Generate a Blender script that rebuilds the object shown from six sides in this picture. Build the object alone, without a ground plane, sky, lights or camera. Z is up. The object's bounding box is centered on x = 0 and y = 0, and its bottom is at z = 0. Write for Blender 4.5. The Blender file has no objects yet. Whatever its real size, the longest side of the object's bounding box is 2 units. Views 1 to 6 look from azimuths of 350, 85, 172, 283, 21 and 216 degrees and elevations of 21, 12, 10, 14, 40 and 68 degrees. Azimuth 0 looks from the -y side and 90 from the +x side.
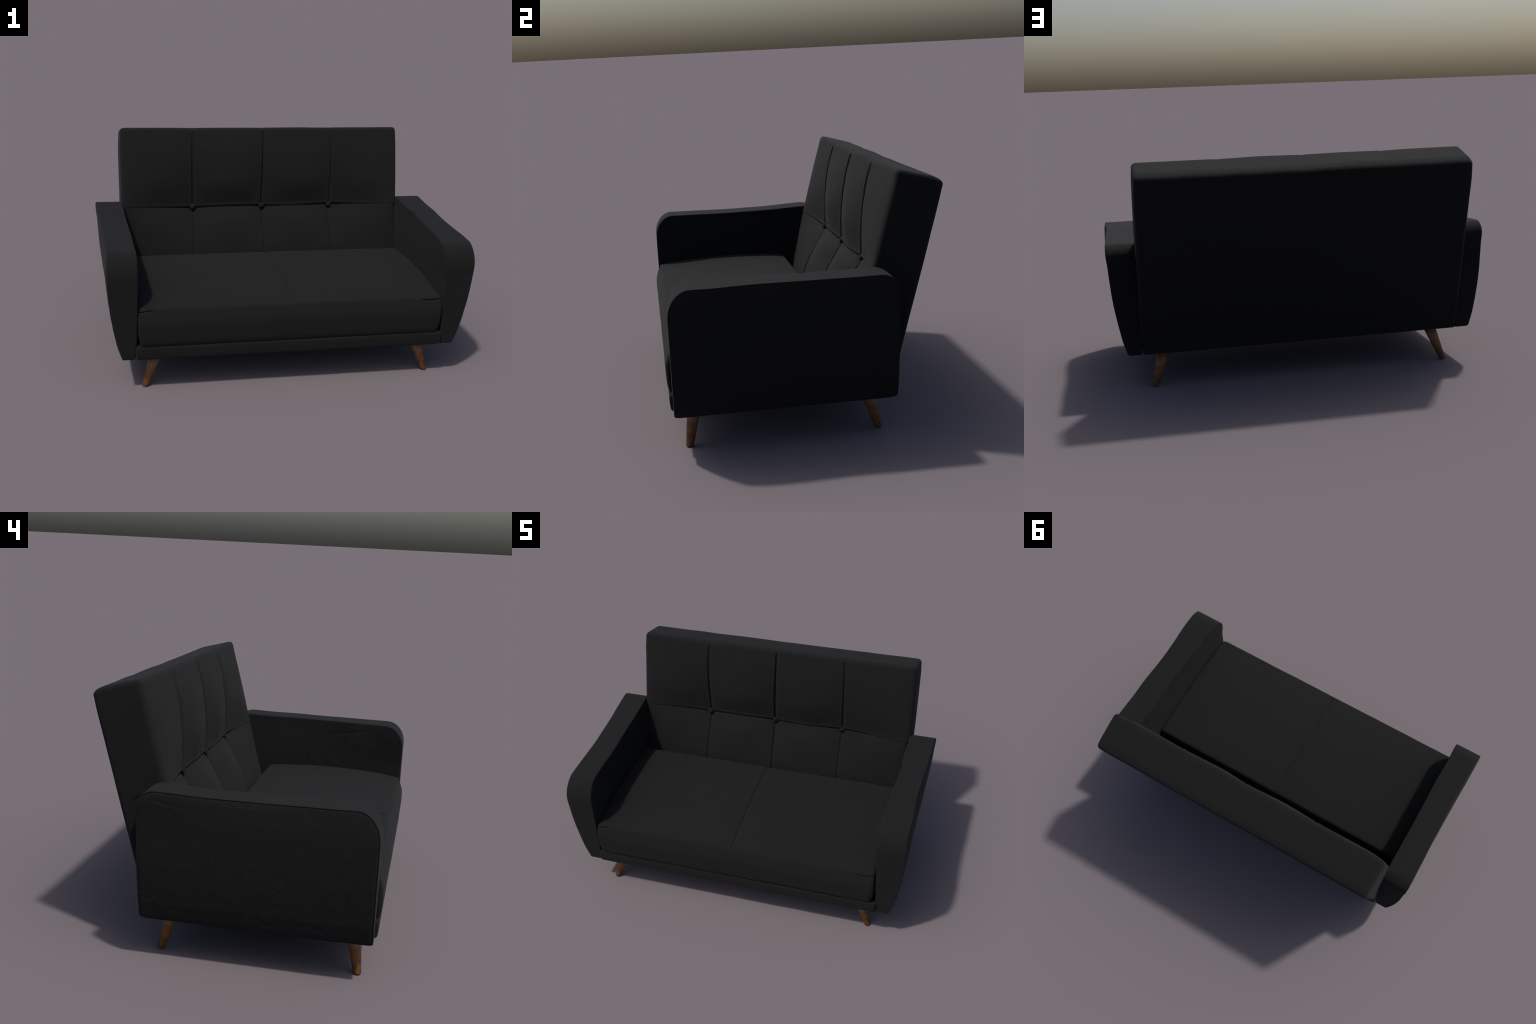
"""Two-seat upholstered sofa: tufted leaning backrest, one-piece seat cushion,
flared padded armrests, a low base frame and four splayed tapered wooden legs."""
import bpy, math
import numpy as np
from mathutils import Vector

YAW = math.radians(2.5)          # the sofa stands slightly turned in the frame


# ------------------------------------------------------------------ helpers
def smooth(a, b, x):
    t = np.clip((x - a) / (b - a), 0.0, 1.0)
    return t * t * (3 - 2 * t)


def gauss(x, w):
    return np.exp(-(x / w) ** 2)


def hash_noise(p, seed=0):
    """Smooth value noise on an (n,3) array, range about -1..1."""
    p = p + seed * 17.31
    i = np.floor(p).astype(np.int64)
    f = p - i
    f = f * f * (3 - 2 * f)

    def h(ix, iy, iz):
        v = np.sin(ix * 127.1 + iy * 311.7 + iz * 74.7 + seed * 3.7) * 43758.5453
        return (v - np.floor(v)) * 2 - 1
    out = 0
    for dx in (0, 1):
        wx = f[:, 0] if dx else 1 - f[:, 0]
        for dy in (0, 1):
            wy = f[:, 1] if dy else 1 - f[:, 1]
            for dz in (0, 1):
                wz = f[:, 2] if dz else 1 - f[:, 2]
                out = out + wx * wy * wz * h(i[:, 0] + dx, i[:, 1] + dy, i[:, 2] + dz)
    return out


def samples(lo, hi, r, coarse, edge=5, features=()):
    """Grid coordinates: dense in the rounded rim and around seams."""
    pts = list(np.linspace(lo, lo + r, edge)) + list(np.linspace(hi - r, hi, edge))
    pts += list(np.linspace(lo + r, hi - r, max(2, int((hi - lo - 2 * r) / coarse) + 1)))
    for pos, half, step in features:
        pts += [q for q in np.arange(pos - half, pos + half + step / 2, step) if lo + r < q < hi - r]
    pts = sorted(pts)
    keep = [pts[0]]
    for q in pts[1:]:
        if q - keep[-1] > 0.0011:
            keep.append(q)
    keep[-1] = hi
    return np.array(keep)


def make_object(name, verts, faces, mat, parent, sharp=40):
    me = bpy.data.meshes.new(name)
    me.from_pydata([tuple(v) for v in verts], [], faces)
    me.validate()
    me.materials.append(mat)
    me.polygons.foreach_set("use_smooth", [True] * len(me.polygons))
    if sharp:
        me.set_sharp_from_angle(angle=math.radians(sharp))
    ob = bpy.data.objects.new(name, me)
    bpy.context.scene.collection.objects.link(ob)
    ob.parent = parent
    return ob


def soft_box(xs, ys, zs, r):
    """Shell of a lattice box with its rim rounded by radius r."""
    nx, ny, nz = len(xs), len(ys), len(zs)
    index, verts, faces = {}, [], []

    def vid(i, j, k):
        key = (i, j, k)
        if key not in index:
            index[key] = len(verts)
            verts.append((xs[i], ys[j], zs[k]))
        return index[key]
    for i in range(nx - 1):
        for j in range(ny - 1):
            faces.append((vid(i, j, 0), vid(i, j + 1, 0), vid(i + 1, j + 1, 0), vid(i + 1, j, 0)))
            k = nz - 1
            faces.append((vid(i, j, k), vid(i + 1, j, k), vid(i + 1, j + 1, k), vid(i, j + 1, k)))
    for i in range(nx - 1):
        for k in range(nz - 1):
            faces.append((vid(i, 0, k), vid(i + 1, 0, k), vid(i + 1, 0, k + 1), vid(i, 0, k + 1)))
            j = ny - 1
            faces.append((vid(i, j, k), vid(i, j, k + 1), vid(i + 1, j, k + 1), vid(i + 1, j, k)))
    for j in range(ny - 1):
        for k in range(nz - 1):
            faces.append((vid(0, j, k), vid(0, j, k + 1), vid(0, j + 1, k + 1), vid(0, j + 1, k)))
            i = nx - 1
            faces.append((vid(i, j, k), vid(i, j + 1, k), vid(i, j + 1, k + 1), vid(i, j, k + 1)))
    v = np.array(verts)
    lo = np.array([xs[0], ys[0], zs[0]]) + r
    hi = np.array([xs[-1], ys[-1], zs[-1]]) - r
    q = np.clip(v, lo, hi)
    d = v - q
    n = np.linalg.norm(d, axis=1, keepdims=True)
    # equalise rim spacing: keep the direction, put every rim point on the sphere/cylinder
    v = np.where(n > 1e-9, q + d / np.maximum(n, 1e-9) * r, v)
    return v, faces


# ---------------------------------------------------------------- materials
def nodes_of(mat):
    mat.use_nodes = True
    nt = mat.node_tree
    nt.nodes.clear()
    out = nt.nodes.new("ShaderNodeOutputMaterial")
    bsdf = nt.nodes.new("ShaderNodeBsdfPrincipled")
    nt.links.new(bsdf.outputs[0], out.inputs[0])
    return nt, bsdf


def noise(nt, vec, scale, detail=3.0, rough=0.55):
    n = nt.nodes.new("ShaderNodeTexNoise")
    n.inputs["Scale"].default_value = scale
    n.inputs["Detail"].default_value = detail
    n.inputs["Roughness"].default_value = rough
    nt.links.new(vec, n.inputs["Vector"])
    return n.outputs["Fac"]


def mapping(nt, vec, scale):
    m = nt.nodes.new("ShaderNodeMapping")
    m.inputs["Scale"].default_value = scale
    nt.links.new(vec, m.inputs["Vector"])
    return m.outputs["Vector"]


def math_node(nt, op, a, b):
    m = nt.nodes.new("ShaderNodeMath")
    m.operation = op
    for s, v in zip(m.inputs, (a, b)):
        if isinstance(v, (int, float)):
            s.default_value = v
        else:
            nt.links.new(v, s)
    return m.outputs[0]


FABRIC_DARK, FABRIC_LIGHT = (0.0001, 0.0001, 0.0001, 1), (0.0008, 0.0008, 0.0008, 1)
FABRIC_ROUGH, FABRIC_SPEC = 0.965, 0.5


def fabric(name, stretch, lumps, relief=0.85):
    """Plain charcoal upholstery: faint streaks along one direction plus soft puckers."""
    mat = bpy.data.materials.new(name)
    nt, b = nodes_of(mat)
    co = nt.nodes.new("ShaderNodeTexCoord").outputs["Object"]
    streak = noise(nt, mapping(nt, co, stretch), 1.0, 4.0, 0.6)
    pucker = noise(nt, mapping(nt, co, (17, 17, 21)), 1.0, 3.0, 0.6)
    patch = noise(nt, co, 3.0, 3.0)
    ramp = nt.nodes.new("ShaderNodeValToRGB")
    ramp.color_ramp.elements[0].position, ramp.color_ramp.elements[0].color = 0.3, FABRIC_DARK
    ramp.color_ramp.elements[1].position, ramp.color_ramp.elements[1].color = 0.7, FABRIC_LIGHT
    nt.links.new(math_node(nt, "ADD", math_node(nt, "MULTIPLY", streak, 0.5), math_node(nt, "MULTIPLY", patch, 0.5)), ramp.inputs[0])
    nt.links.new(ramp.outputs[0], b.inputs["Base Color"])
    h = math_node(nt, "ADD", math_node(nt, "MULTIPLY", streak, 1.0 - lumps), math_node(nt, "MULTIPLY", pucker, lumps * 2.0))
    bump = nt.nodes.new("ShaderNodeBump")
    bump.inputs["Strength"].default_value = relief
    bump.inputs["Distance"].default_value = 0.004
    nt.links.new(h, bump.inputs["Height"])
    nt.links.new(bump.outputs[0], b.inputs["Normal"])
    b.inputs["Roughness"].default_value = FABRIC_ROUGH
    b.inputs["Specular IOR Level"].default_value = FABRIC_SPEC
    return mat


def ramp_node(nt, fac, stops):
    r = nt.nodes.new("ShaderNodeValToRGB")
    e = r.color_ramp.elements
    e[0].position, e[0].color = stops[0]
    e[1].position, e[1].color = stops[-1]
    for pos, col in stops[1:-1]:
        e.new(pos).color = col
    nt.links.new(fac, r.inputs[0])
    return r.outputs[0]


def mix_node(nt, fac, a, b):
    m = nt.nodes.new("ShaderNodeMix")
    m.data_type = "RGBA"
    for sock, v in ((m.inputs["Factor"], fac), (m.inputs[6], a), (m.inputs[7], b)):
        if isinstance(v, (tuple, float)):
            sock.default_value = v
        else:
            nt.links.new(v, sock)
    return m.outputs[2]


def wood():
    mat = bpy.data.materials.new("brown_wood")
    nt, b = nodes_of(mat)
    co = nt.nodes.new("ShaderNodeTexCoord").outputs["Object"]
    grain = noise(nt, mapping(nt, co, (110, 110, 30)), 1.0, 4.0, 0.6)
    blot = noise(nt, mapping(nt, co, (40, 40, 30)), 1.0, 2.0)
    mottle = math_node(nt, "ADD", math_node(nt, "MULTIPLY", grain, 0.55), math_node(nt, "MULTIPLY", blot, 0.45))
    upper = ramp_node(nt, mottle, [(0.30, (0.135, 0.052, 0.0160, 1)), (0.55, (0.192, 0.080, 0.0260, 1)), (0.72, (0.212, 0.105, 0.0310, 1))])
    lower = ramp_node(nt, mottle, [(0.30, (0.085, 0.032, 0.009, 1)), (0.72, (0.130, 0.056, 0.017, 1))])
    # colour darkened at the sunlit foot, lightened in rail shadow; greyish band near top
    sep = nt.nodes.new("ShaderNodeSeparateXYZ")
    nt.links.new(co, sep.inputs[0])
    height = math_node(nt, "ADD", sep.outputs[2], math_node(nt, "MULTIPLY", math_node(nt, "SUBTRACT", blot, 0.5), 0.06))
    k0, k1 = (0, 0, 0, 1), (1, 1, 1, 1)
    rise = ramp_node(nt, math_node(nt, "MULTIPLY", height, 5.0), [(0.16, k0), (0.34, k1)])
    grey_band = ramp_node(nt, math_node(nt, "MULTIPLY", height, 5.0), [(0.46, k0), (0.58, k1), (0.66, k1), (0.74, k0)])
    col = mix_node(nt, rise, lower, upper)
    col = mix_node(nt, math_node(nt, "MULTIPLY", grey_band, 0.45), col, (0.24, 0.18, 0.155, 1))
    nt.links.new(col, b.inputs["Base Color"])
    bump = nt.nodes.new("ShaderNodeBump")
    bump.inputs["Strength"].default_value = 0.25
    bump.inputs["Distance"].default_value = 0.002
    nt.links.new(grain, bump.inputs["Height"])
    nt.links.new(bump.outputs[0], b.inputs["Normal"])
    b.inputs["Roughness"].default_value = 0.65
    b.inputs["Specular IOR Level"].default_value = 0.25
    return mat


# -------------------------------------------------------------------- sofa
sofa = bpy.data.objects.new("sofa", None)
sofa.empty_display_size = 0.3
sofa.rotation_euler = (0, 0, YAW)
bpy.context.scene.collection.objects.link(sofa)
sofa["label"] = "dark charcoal two-seat sofa with tufted back and wooden legs"
sofa["category"] = "sofa"

M_BACK = fabric("backrest_fabric", (95, 60, 9), 0.25)
M_SEAT = fabric("seat_fabric", (10, 55, 80), 0.2, 0.5)
M_ARM = fabric("armrest_fabric", (9, 45, 26), 0.58)
M_BASE = fabric("frame_fabric", (10, 60, 60), 0.15, 0.3)
M_WOOD = wood()

# ---- backrest: a leaning padded slab, quilted by seams and three buttons
LEAN = math.atan(0.2765)
UP = np.array([0, math.sin(LEAN), math.cos(LEAN)])
BACKWARD = np.array([0, math.cos(LEAN), -math.sin(LEAN)])
TOP_FRONT = np.array([0, 0.4134, 1.160])
THICK, HEIGHT, HALF = 0.2150, 0.915, 0.840
SEAMS = (-0.420, 0.0, 0.420)
Z_SEAM = 0.712


def to_w(z):            # height on the front face -> distance below the top edge
    return (z - TOP_FRONT[2]) / UP[2]


W_SEAM = to_w(Z_SEAM)


def seam_pull(w):
    """How far a vertical seam lies behind the flat front (metres, + = inward)."""
    z = TOP_FRONT[2] + w * UP[2]
    return np.interp(z, [0.25, 0.448, 0.491, 0.547, 0.624, 0.690, 0.712, 0.74, 0.812, 0.883, 0.954, 1.03, 1.07, 1.13, 1.16],
                     [-0.004, -0.006, -0.003, 0.011, 0.036, 0.052, 0.053, 0.046, 0.030, 0.014, 0.001, -0.006, -0.008, -0.006, 0.0])


def front_relief(x, w):
    z = TOP_FRONT[2] + w * UP[2]
    ax = np.abs(x)
    # nearest seam and normalised distance from it
    d = np.min([np.abs(x - s) for s in SEAMS], axis=0)
    u = np.where(ax < 0.42, np.clip(d / 0.21, 0, 1), np.clip((ax - 0.42) / 0.415, 0, 1))
    tight = np.where(ax < 0.42, (1 - u) ** 1.75, (1 - u) ** 3.0)
    # the cross seam: deep between the buttons, running out at the ends
    cross = np.interp(ax, [0, 0.07, 0.21, 0.35, 0.42, 0.50, 0.63, 0.78, 0.84], [0.053, 0.047, 0.043, 0.047, 0.053, 0.043, 0.027, 0.003, -0.008])
    up = z - Z_SEAM
    fall = np.where(up > 0, np.exp(-np.abs(up / 0.095) ** 1.3), np.exp(-np.abs(up / 0.065) ** 1.3))
    tall = np.where(up > 0, smooth(0.0, 0.16, up) * (1 - 0.75 * smooth(0.30, 0.44, up)), 0.55 * smooth(0.0, 0.10, -up))
    rim = 1 - smooth(0.70, 1.0, u) * (ax > 0.42)
    puff = 0.0180 * tall * np.where(ax < 0.42, 1.0, 0.25 + 0.45 * rim)
    sp = seam_pull(w)
    depth = tight * sp + (1 - tight) * (cross * fall - puff)
    depth = np.where((ax > 0.42), depth * (1 - smooth(0.80, 0.84, ax)) - 0.0, depth)
    # stitched creases with a small rolled lip beside each
    for k, s in enumerate(SEAMS):
        wander = 0.003 * np.sin(w * 9 + k * 2.1)
        fade = np.clip(smooth(1.150, 1.125, z) * 1.0, 0, 1)
        g = (x - s - wander)
        deep = (0.009 if s == 0 else 0.0065) * np.where(up > 0, 1.0, 0.7)
        depth = depth + fade * (deep * gauss(g - 0.001, 0.0042) + 0.60 * deep * gauss(g - 0.008, 0.0085) - 0.0020 * gauss(g + 0.010, 0.006))
    end = 1 - 0.6 * smooth(0.45, 0.8, ax)
    line = up + 0.003 * np.sin(x * 11)
    near = np.max([gauss(x - s, 0.075) for s in SEAMS], axis=0)
    depth = depth + end * ((0.0040 + 0.0065 * near) * gauss(line + 0.002, 0.0034 + 0.0012 * near) - 0.0028 * gauss(line - 0.010, 0.007))
    for s in SEAMS:      # dimple the button sits in
        depth = depth + 0.013 * np.exp(-(((x - s) / 0.020) ** 2 + ((up + 0.012) / 0.020) ** 2))
    return depth


feat_x = [(s, 0.03, 0.0025) for s in SEAMS]
xs = samples(-HALF, HALF, 0.021, 0.012, 7, feat_x)
ts = samples(0, THICK, 0.021, 0.02, 7)
ws = samples(-HEIGHT, 0, 0.021, 0.010, 7, [(W_SEAM, 0.045, 0.0025)])
p, faces = soft_box(xs, ts, ws, 0.021)
x, t, w = p[:, 0].copy(), p[:, 1].copy(), p[:, 2].copy()
frontness = 1 - smooth(0.0, 0.075, t)
inside = smooth(HALF + 0.001, HALF - 0.03, np.abs(x))
t = t + frontness * front_relief(x, w) * (0.25 + 0.75 * inside)
w = w - 0.010 * smooth(THICK - 0.05, THICK, t) * smooth(-0.05, 0.0, w)
z_here = TOP_FRONT[2] + w * UP[2]
# seams run on faintly over the top edge; the top is not dead straight
topness = smooth(-0.05, 0.0, w)
for s in SEAMS:
    w = w - topness * (0.0020 * gauss(x - s, 0.010) * (1 - smooth(0.0, 0.05, t)) + 0.0008 * gauss(x - s, 0.06))
w = w + topness * 0.0016 * hash_noise(np.stack([x * 5, t * 5, x * 0], 1), 4)
# side tuck at the head and where the arms hold the back
x = x * (1 - 0.005 * smooth(-0.10, 0.0, w)) - np.sign(x) * 0.009 * smooth(W_SEAM + 0.005, W_SEAM - 0.012, w) * smooth(0.7, 0.84, np.abs(x)) * (1 - smooth(0.05, 0.2, t))
pos = TOP_FRONT + t[:, None] * BACKWARD + w[:, None] * UP
pos[:, 0] = x
pos += 0.0012 * np.stack([hash_noise(pos * 9, 1), hash_noise(pos * 9, 2), hash_noise(pos * 9, 3)], 1)
backrest = make_object("backrest", pos, faces, M_BACK, sofa, 0)

# ---- covered buttons
me = None
for s in SEAMS:
    if me is None:
        n_u, n_v, r = 24, 14, 0.0172
        vs, fs = [], []
        for a in range(n_v + 1):
            th = math.pi * a / n_v
            for c in range(n_u):
                ph = 2 * math.pi * c / n_u
                squash = 0.62
                vs.append((r * math.sin(th) * math.cos(ph), -r * squash * math.cos(th), r * math.sin(th) * math.sin(ph)))
        for a in range(n_v):
            for c in range(n_u):
                fs.append((a * n_u + c, a * n_u + (c + 1) % n_u, (a + 1) * n_u + (c + 1) % n_u, (a + 1) * n_u + c))
        b = make_object("button", vs, fs, M_BASE, backrest, 0)
        me = b.data
    else:
        b = bpy.data.objects.new("button", me)
        bpy.context.scene.collection.objects.link(b)
        b.parent = backrest
    seat_t = float(front_relief(np.array([s + 0.03]), np.array([W_SEAM]))[0])
    c = TOP_FRONT + BACKWARD * (seat_t - 0.005) + UP * (W_SEAM + 0.002)
    b.location = (s, c[1], c[2])
    b.rotation_euler = (-LEAN, 0.25 * s, 0.0)

# ---- seat cushion
xs = samples(-0.822, 0.816, 0.018, 0.014, 8, [(0.0, 0.02, 0.002), (-0.80, 0.012, 0.003), (0.80, 0.012, 0.003)])
ys = samples(-0.603, 0.160, 0.018, 0.014, 8)
zs = samples(0.252, 0.466, 0.018, 0.010, 8, [(0.440, 0.010, 0.002)])
p, faces = soft_box(xs, ys, zs, 0.018)
x, y, z = p.T.copy()
ax = np.abs(x)
upness = smooth(0.30, 0.466, z)
crown = 0.024 * np.clip(1 - ((y + 0.20) / 0.385) ** 2, 0, 1) + 0.005 * (1 - (ax / 0.82) ** 2) * np.clip(1 - ((y + 0.2) / 0.4) ** 4, 0, 1)
frontness = smooth(-0.45, -0.60, y)
front = frontness * (0.006 * smooth(0.290, 0.252, z) - 0.006 * np.sin(np.clip((z - 0.25) / 0.2, 0, 1) * math.pi) + 0.020 * smooth(0.37, 0.475, z) ** 1.3)
side = np.sign(x) * smooth(0.70, 0.82, ax) * (-0.012 * smooth(0.33, 0.25, z) * frontness)
zz = z + upness * crown
# middle seam over the top of the cushion, from the backrest to the front rim
fade = smooth(-0.60, -0.57, y) * smooth(0.40, 0.45, z)
zz -= fade * (0.0055 * gauss(x + 0.001, 0.0042) + 0.0025 * gauss(x, 0.018))
# tucked corner seams along the front rim
for sgn, length in ((-1, 0.09), (1, 0.13)):
    run = smooth(0.82 - length, 0.82 - length + 0.02, sgn * x)
    rim = gauss((z - 0.449) - 0.003 * np.sin(x * 40), 0.0042) * smooth(-0.56, -0.585, y)
    front = front + run * rim * 0.008
edge = gauss(ax - 0.806, 0.004) * smooth(-0.57, -0.59, y) * smooth(0.27, 0.30, z) * smooth(0.42, 0.38, z)
front = front + edge * 0.004
pos = np.stack([x + side, y + front, zz], 1)
pos += 0.0013 * np.stack([hash_noise(pos * 8, 5), hash_noise(pos * 8, 6), hash_noise(pos * 8, 7)], 1)
make_object("seat_cushion", pos, faces, M_SEAT, sofa, 0)

# ---- base frame, its front rail showing under the cushion
xs = samples(-0.833, 0.833, 0.013, 0.03, 6)
ys = samples(-0.603, 0.384, 0.013, 0.03, 6)
zs = samples(0.184, 0.261, 0.013, 0.012, 6)
p, faces = soft_box(xs, ys, zs, 0.013)
p[:, 1] += 0.003 * smooth(0.225, 0.190, p[:, 2]) * smooth(-0.3, -0.6, p[:, 1])
p += 0.0010 * np.stack([hash_noise(p * 8, 8), hash_noise(p * 8, 9), hash_noise(p * 8, 10)], 1)
make_object("base_frame", p, faces, M_BASE, sofa, 0)


# ---- armrests: padded panels, flaring outward, rounded at front and rear top
def arm_outline(inset, n=14):
    """Closed side outline (y, z) shrunk by inset; the point count never changes."""
    y0, y1, z0, z1 = -0.589 + inset, 0.375 - inset, 0.179 + inset, 0.749 - inset
    corners = [  # centre sign y, centre sign z, ry, rz
        (0, 0, 0.024, 0.011), (1, 0, 0.034, 0.016), (1, 1, 0.078, 0.072), (0, 1, 0.100, 0.122)]
    # order: bottom-front, bottom-rear, top-rear, top-front (counter-clockwise seen from +x)
    start = [math.pi, 1.5 * math.pi, 0.0, 0.5 * math.pi]
    arcs = []
    for (sy, sz, ry, rz), a0 in zip(corners, start):
        f = max(0.25, 1 - inset / max(ry, rz) * 0.8)
        ry, rz = ry * f, rz * f
        cy = y1 - ry if sy else y0 + ry
        cz = z1 - rz if sz else z0 + rz
        arcs.append([(cy + ry * math.cos(a0 + 0.5 * math.pi * k / n), cz + rz * math.sin(a0 + 0.5 * math.pi * k / n)) for k in range(n + 1)])
    pts = []
    straight = (34, 20, 30, 20)       # subdivisions of bottom, rear, top, front
    for i in range(4):
        pts += arcs[i]
        a, b = arcs[i][-1], arcs[(i + 1) % 4][0]
        m = straight[i]
        pts += [(a[0] + (b[0] - a[0]) * k / m, a[1] + (b[1] - a[1]) * k / m) for k in range(1, m)]
    return np.array(pts)


def outer_x(y, z, seed):
    base = np.interp(z, [0.18, 0.195, 0.26, 0.345, 0.43, 0.50, 0.60, 0.68, 0.72, 0.75],
                     [0.899, 0.908, 0.929, 0.947, 0.961, 0.969, 0.977, 0.981, 0.981, 0.979])
    top = smooth(0.62, 0.745, z)
    yy = np.interp(y, [-0.59, -0.45, -0.20, 0.0, 0.15, 0.30, 0.38], [-0.005, -0.007, -0.010, -0.005, 0.001, 0.006, 0.006])
    wave = (0.0020 if seed == 1 else 0.0008) * (np.sin(y * 15 + 1.3) + 0.4 * np.sin(y * 29 + seed))
    return base + top * (yy + wave)


def inner_x(y, z, seed):
    base = np.interp(z, [0.18, 0.26, 0.40, 0.60, 0.75], [0.839, 0.829, 0.824, 0.824, 0.829])
    top = smooth(0.50, 0.74, z)
    lean_in = 0.020 if seed == 1 else 0.002
    yy = -lean_in * smooth(-0.15, -0.55, y) + 0.006 * smooth(-0.2, 0.1, y)
    wave = (0.0024 if seed == 1 else 0.0008) * (np.sin(y * 16 + 2.0) + 0.4 * np.sin(y * 31 + seed))
    return base + top * (yy + wave)


def arm(seed, sign):
    # rings from the middle of the inner side, round the padded band, to the middle of the outer side
    face_in = [0.215, 0.19, 0.165, 0.14, 0.118] + [0.110 - 0.006 * k for k in range(15)] + [0.018, 0.011, 0.006, 0.003]
    rings = [(d, 0.0, 0.0) for d in face_in]
    rings += [(0.0008, 0.0, 0.003), (0.0, 0.0, 0.007)]
    rings += [(0.0, f, 0.0) for f in np.linspace(0.10, 0.90, 9)]
    rings += [(0.0, 1.0, -0.0032), (0.0005, 1.0, -0.0014), (0.0015, 1.0, -0.0006), (0.0026, 1.0, -0.0006)]
    rings += [(0.0036, 1.0, -0.0019), (0.0050, 1.0, -0.0025), (0.0066, 1.0, -0.0018), (0.0090, 1.0, -0.0006), (0.013, 1.0, 0.0003)]
    rings += [(d, 1.0, 0.0003) for d in reversed(face_in) if d > 0.022]
    verts, n = [], None
    for d, f, off in rings:
        o = arm_outline(d)
        n = len(o)
        y, z = o[:, 0], o[:, 1]
        xi, xo = inner_x(y, z, seed), outer_x(y, z, seed)
        xx = xi + (xo - xi) * f + off
        sag = 0.0 if seed == 1 else 1.0
        sag = sag * np.interp(y, [-0.50, -0.40, -0.28, -0.15, 0.0, 0.10, 0.20, 0.32], [0.0, -0.003, -0.006, -0.0078, -0.0078, -0.006, -0.003, 0.0])
        # slack cloth: broad waves of the band across the top
        zz = z + smooth(0.66, 0.745, z) * (sag + 0.0006 * np.sin(y * 9 + 2.2 + seed * 0.9) + 0.0004 * np.sin(y * 23 + seed)) * (1.0 if d < 0.03 else 0.3)
        verts.append(np.stack([xx, y, zz], 1))
    m = len(verts)
    v = np.concatenate(verts)
    # relief of the loose side panels: soft folds below the band
    for (cy, cz, ang, ln, wd, dp, face) in (
            (-0.25, 0.684, -0.155, 0.12, 0.0075, 0.0030, -1 if seed == 1 else 0),
            (0.25, 0.700, 0.21, 0.07, 0.005, 0.0022, 1),
            (0.28, 0.694, 0.25, 0.05, 0.004, -0.0016, 1),
            (-0.52, 0.42, 0.45, 0.07, 0.010, 0.0015, 1)):
        a = (v[:, 1] - cy) * math.cos(ang) + (v[:, 2] - cz) * math.sin(ang)
        c = -(v[:, 1] - cy) * math.sin(ang) + (v[:, 2] - cz) * math.cos(ang)
        mid = 0.5 * (inner_x(v[:, 1], v[:, 2], seed) + outer_x(v[:, 1], v[:, 2], seed))
        side_sel = (v[:, 0] - mid) * face > 0
        v[:, 0] -= face * dp * gauss(a, ln) * gauss(c, wd) * side_sel
    v[:, 0] += 0.0018 * hash_noise(v * np.array([3.0, 7.0, 7.0]), 20 + seed)
    v[:, 1] += 0.0012 * hash_noise(v * np.array([9.0, 5.0, 6.0]), 30 + seed)
    faces = []
    for r in range(m - 1):
        for k in range(n):
            a, b = r * n + k, r * n + (k + 1) % n
            faces.append((a, b, b + n, a + n) if sign < 0 else (a, a + n, b + n, b))
    # close both flat middles with strips across the innermost outline
    for base, flip in ((0, sign < 0), ((m - 1) * n, sign > 0)):
        o = v[base:base + n]
        c = len(v)
        v = np.vstack([v, o.mean(0)])
        for k in range(n):
            a, b = base + k, base + (k + 1) % n
            faces.append((c, b, a) if flip else (c, a, b))
    v[:, 0] *= sign
    return v, faces


for seed, sign in ((1, 1), (2, -1)):
    v, f = arm(seed, sign)
    ob = make_object("armrest", v, f, M_ARM, sofa, 0)
    import bmesh
    bm = bmesh.new()
    bm.from_mesh(ob.data)
    bmesh.ops.recalc_face_normals(bm, faces=bm.faces)
    bm.to_mesh(ob.data)
    bm.free()

# ---- splayed tapered legs
for sx in (-1, 1):
    for front in (True, False):
        tip = np.array([sx * 0.7795, -0.529 if front else 0.3165, 0.0])
        lean = np.array([-sx * 0.345, 0.205 if front else -0.265])
        vs, fs, n = [], [], 20
        profile = [(0.0, 0.0), (0.0, 0.0140), (0.002, 0.0166), (0.006, 0.0178), (0.04, 0.0208), (0.09, 0.0256), (0.14, 0.0302), (0.20, 0.0350)]
        for h, r in profile:
            for k in range(n):
                a = 2 * math.pi * k / n
                bulge = 1 + 0.02 * math.cos(4 * a)
                vs.append((lean[0] * h + r * 1.03 * bulge * math.cos(a), lean[1] * h + r * 0.97 * bulge * math.sin(a), h))
        for i in range(len(profile) - 1):
            for k in range(n):
                a, b = i * n + k, i * n + (k + 1) % n
                fs.append((a, b, b + n, a + n))
        fs.append(tuple((len(profile) - 1) * n + k for k in range(n)))
        leg = make_object("leg", vs, fs, M_WOOD, sofa, 50)
        leg.location = tip
bpy.context.view_layer.update()
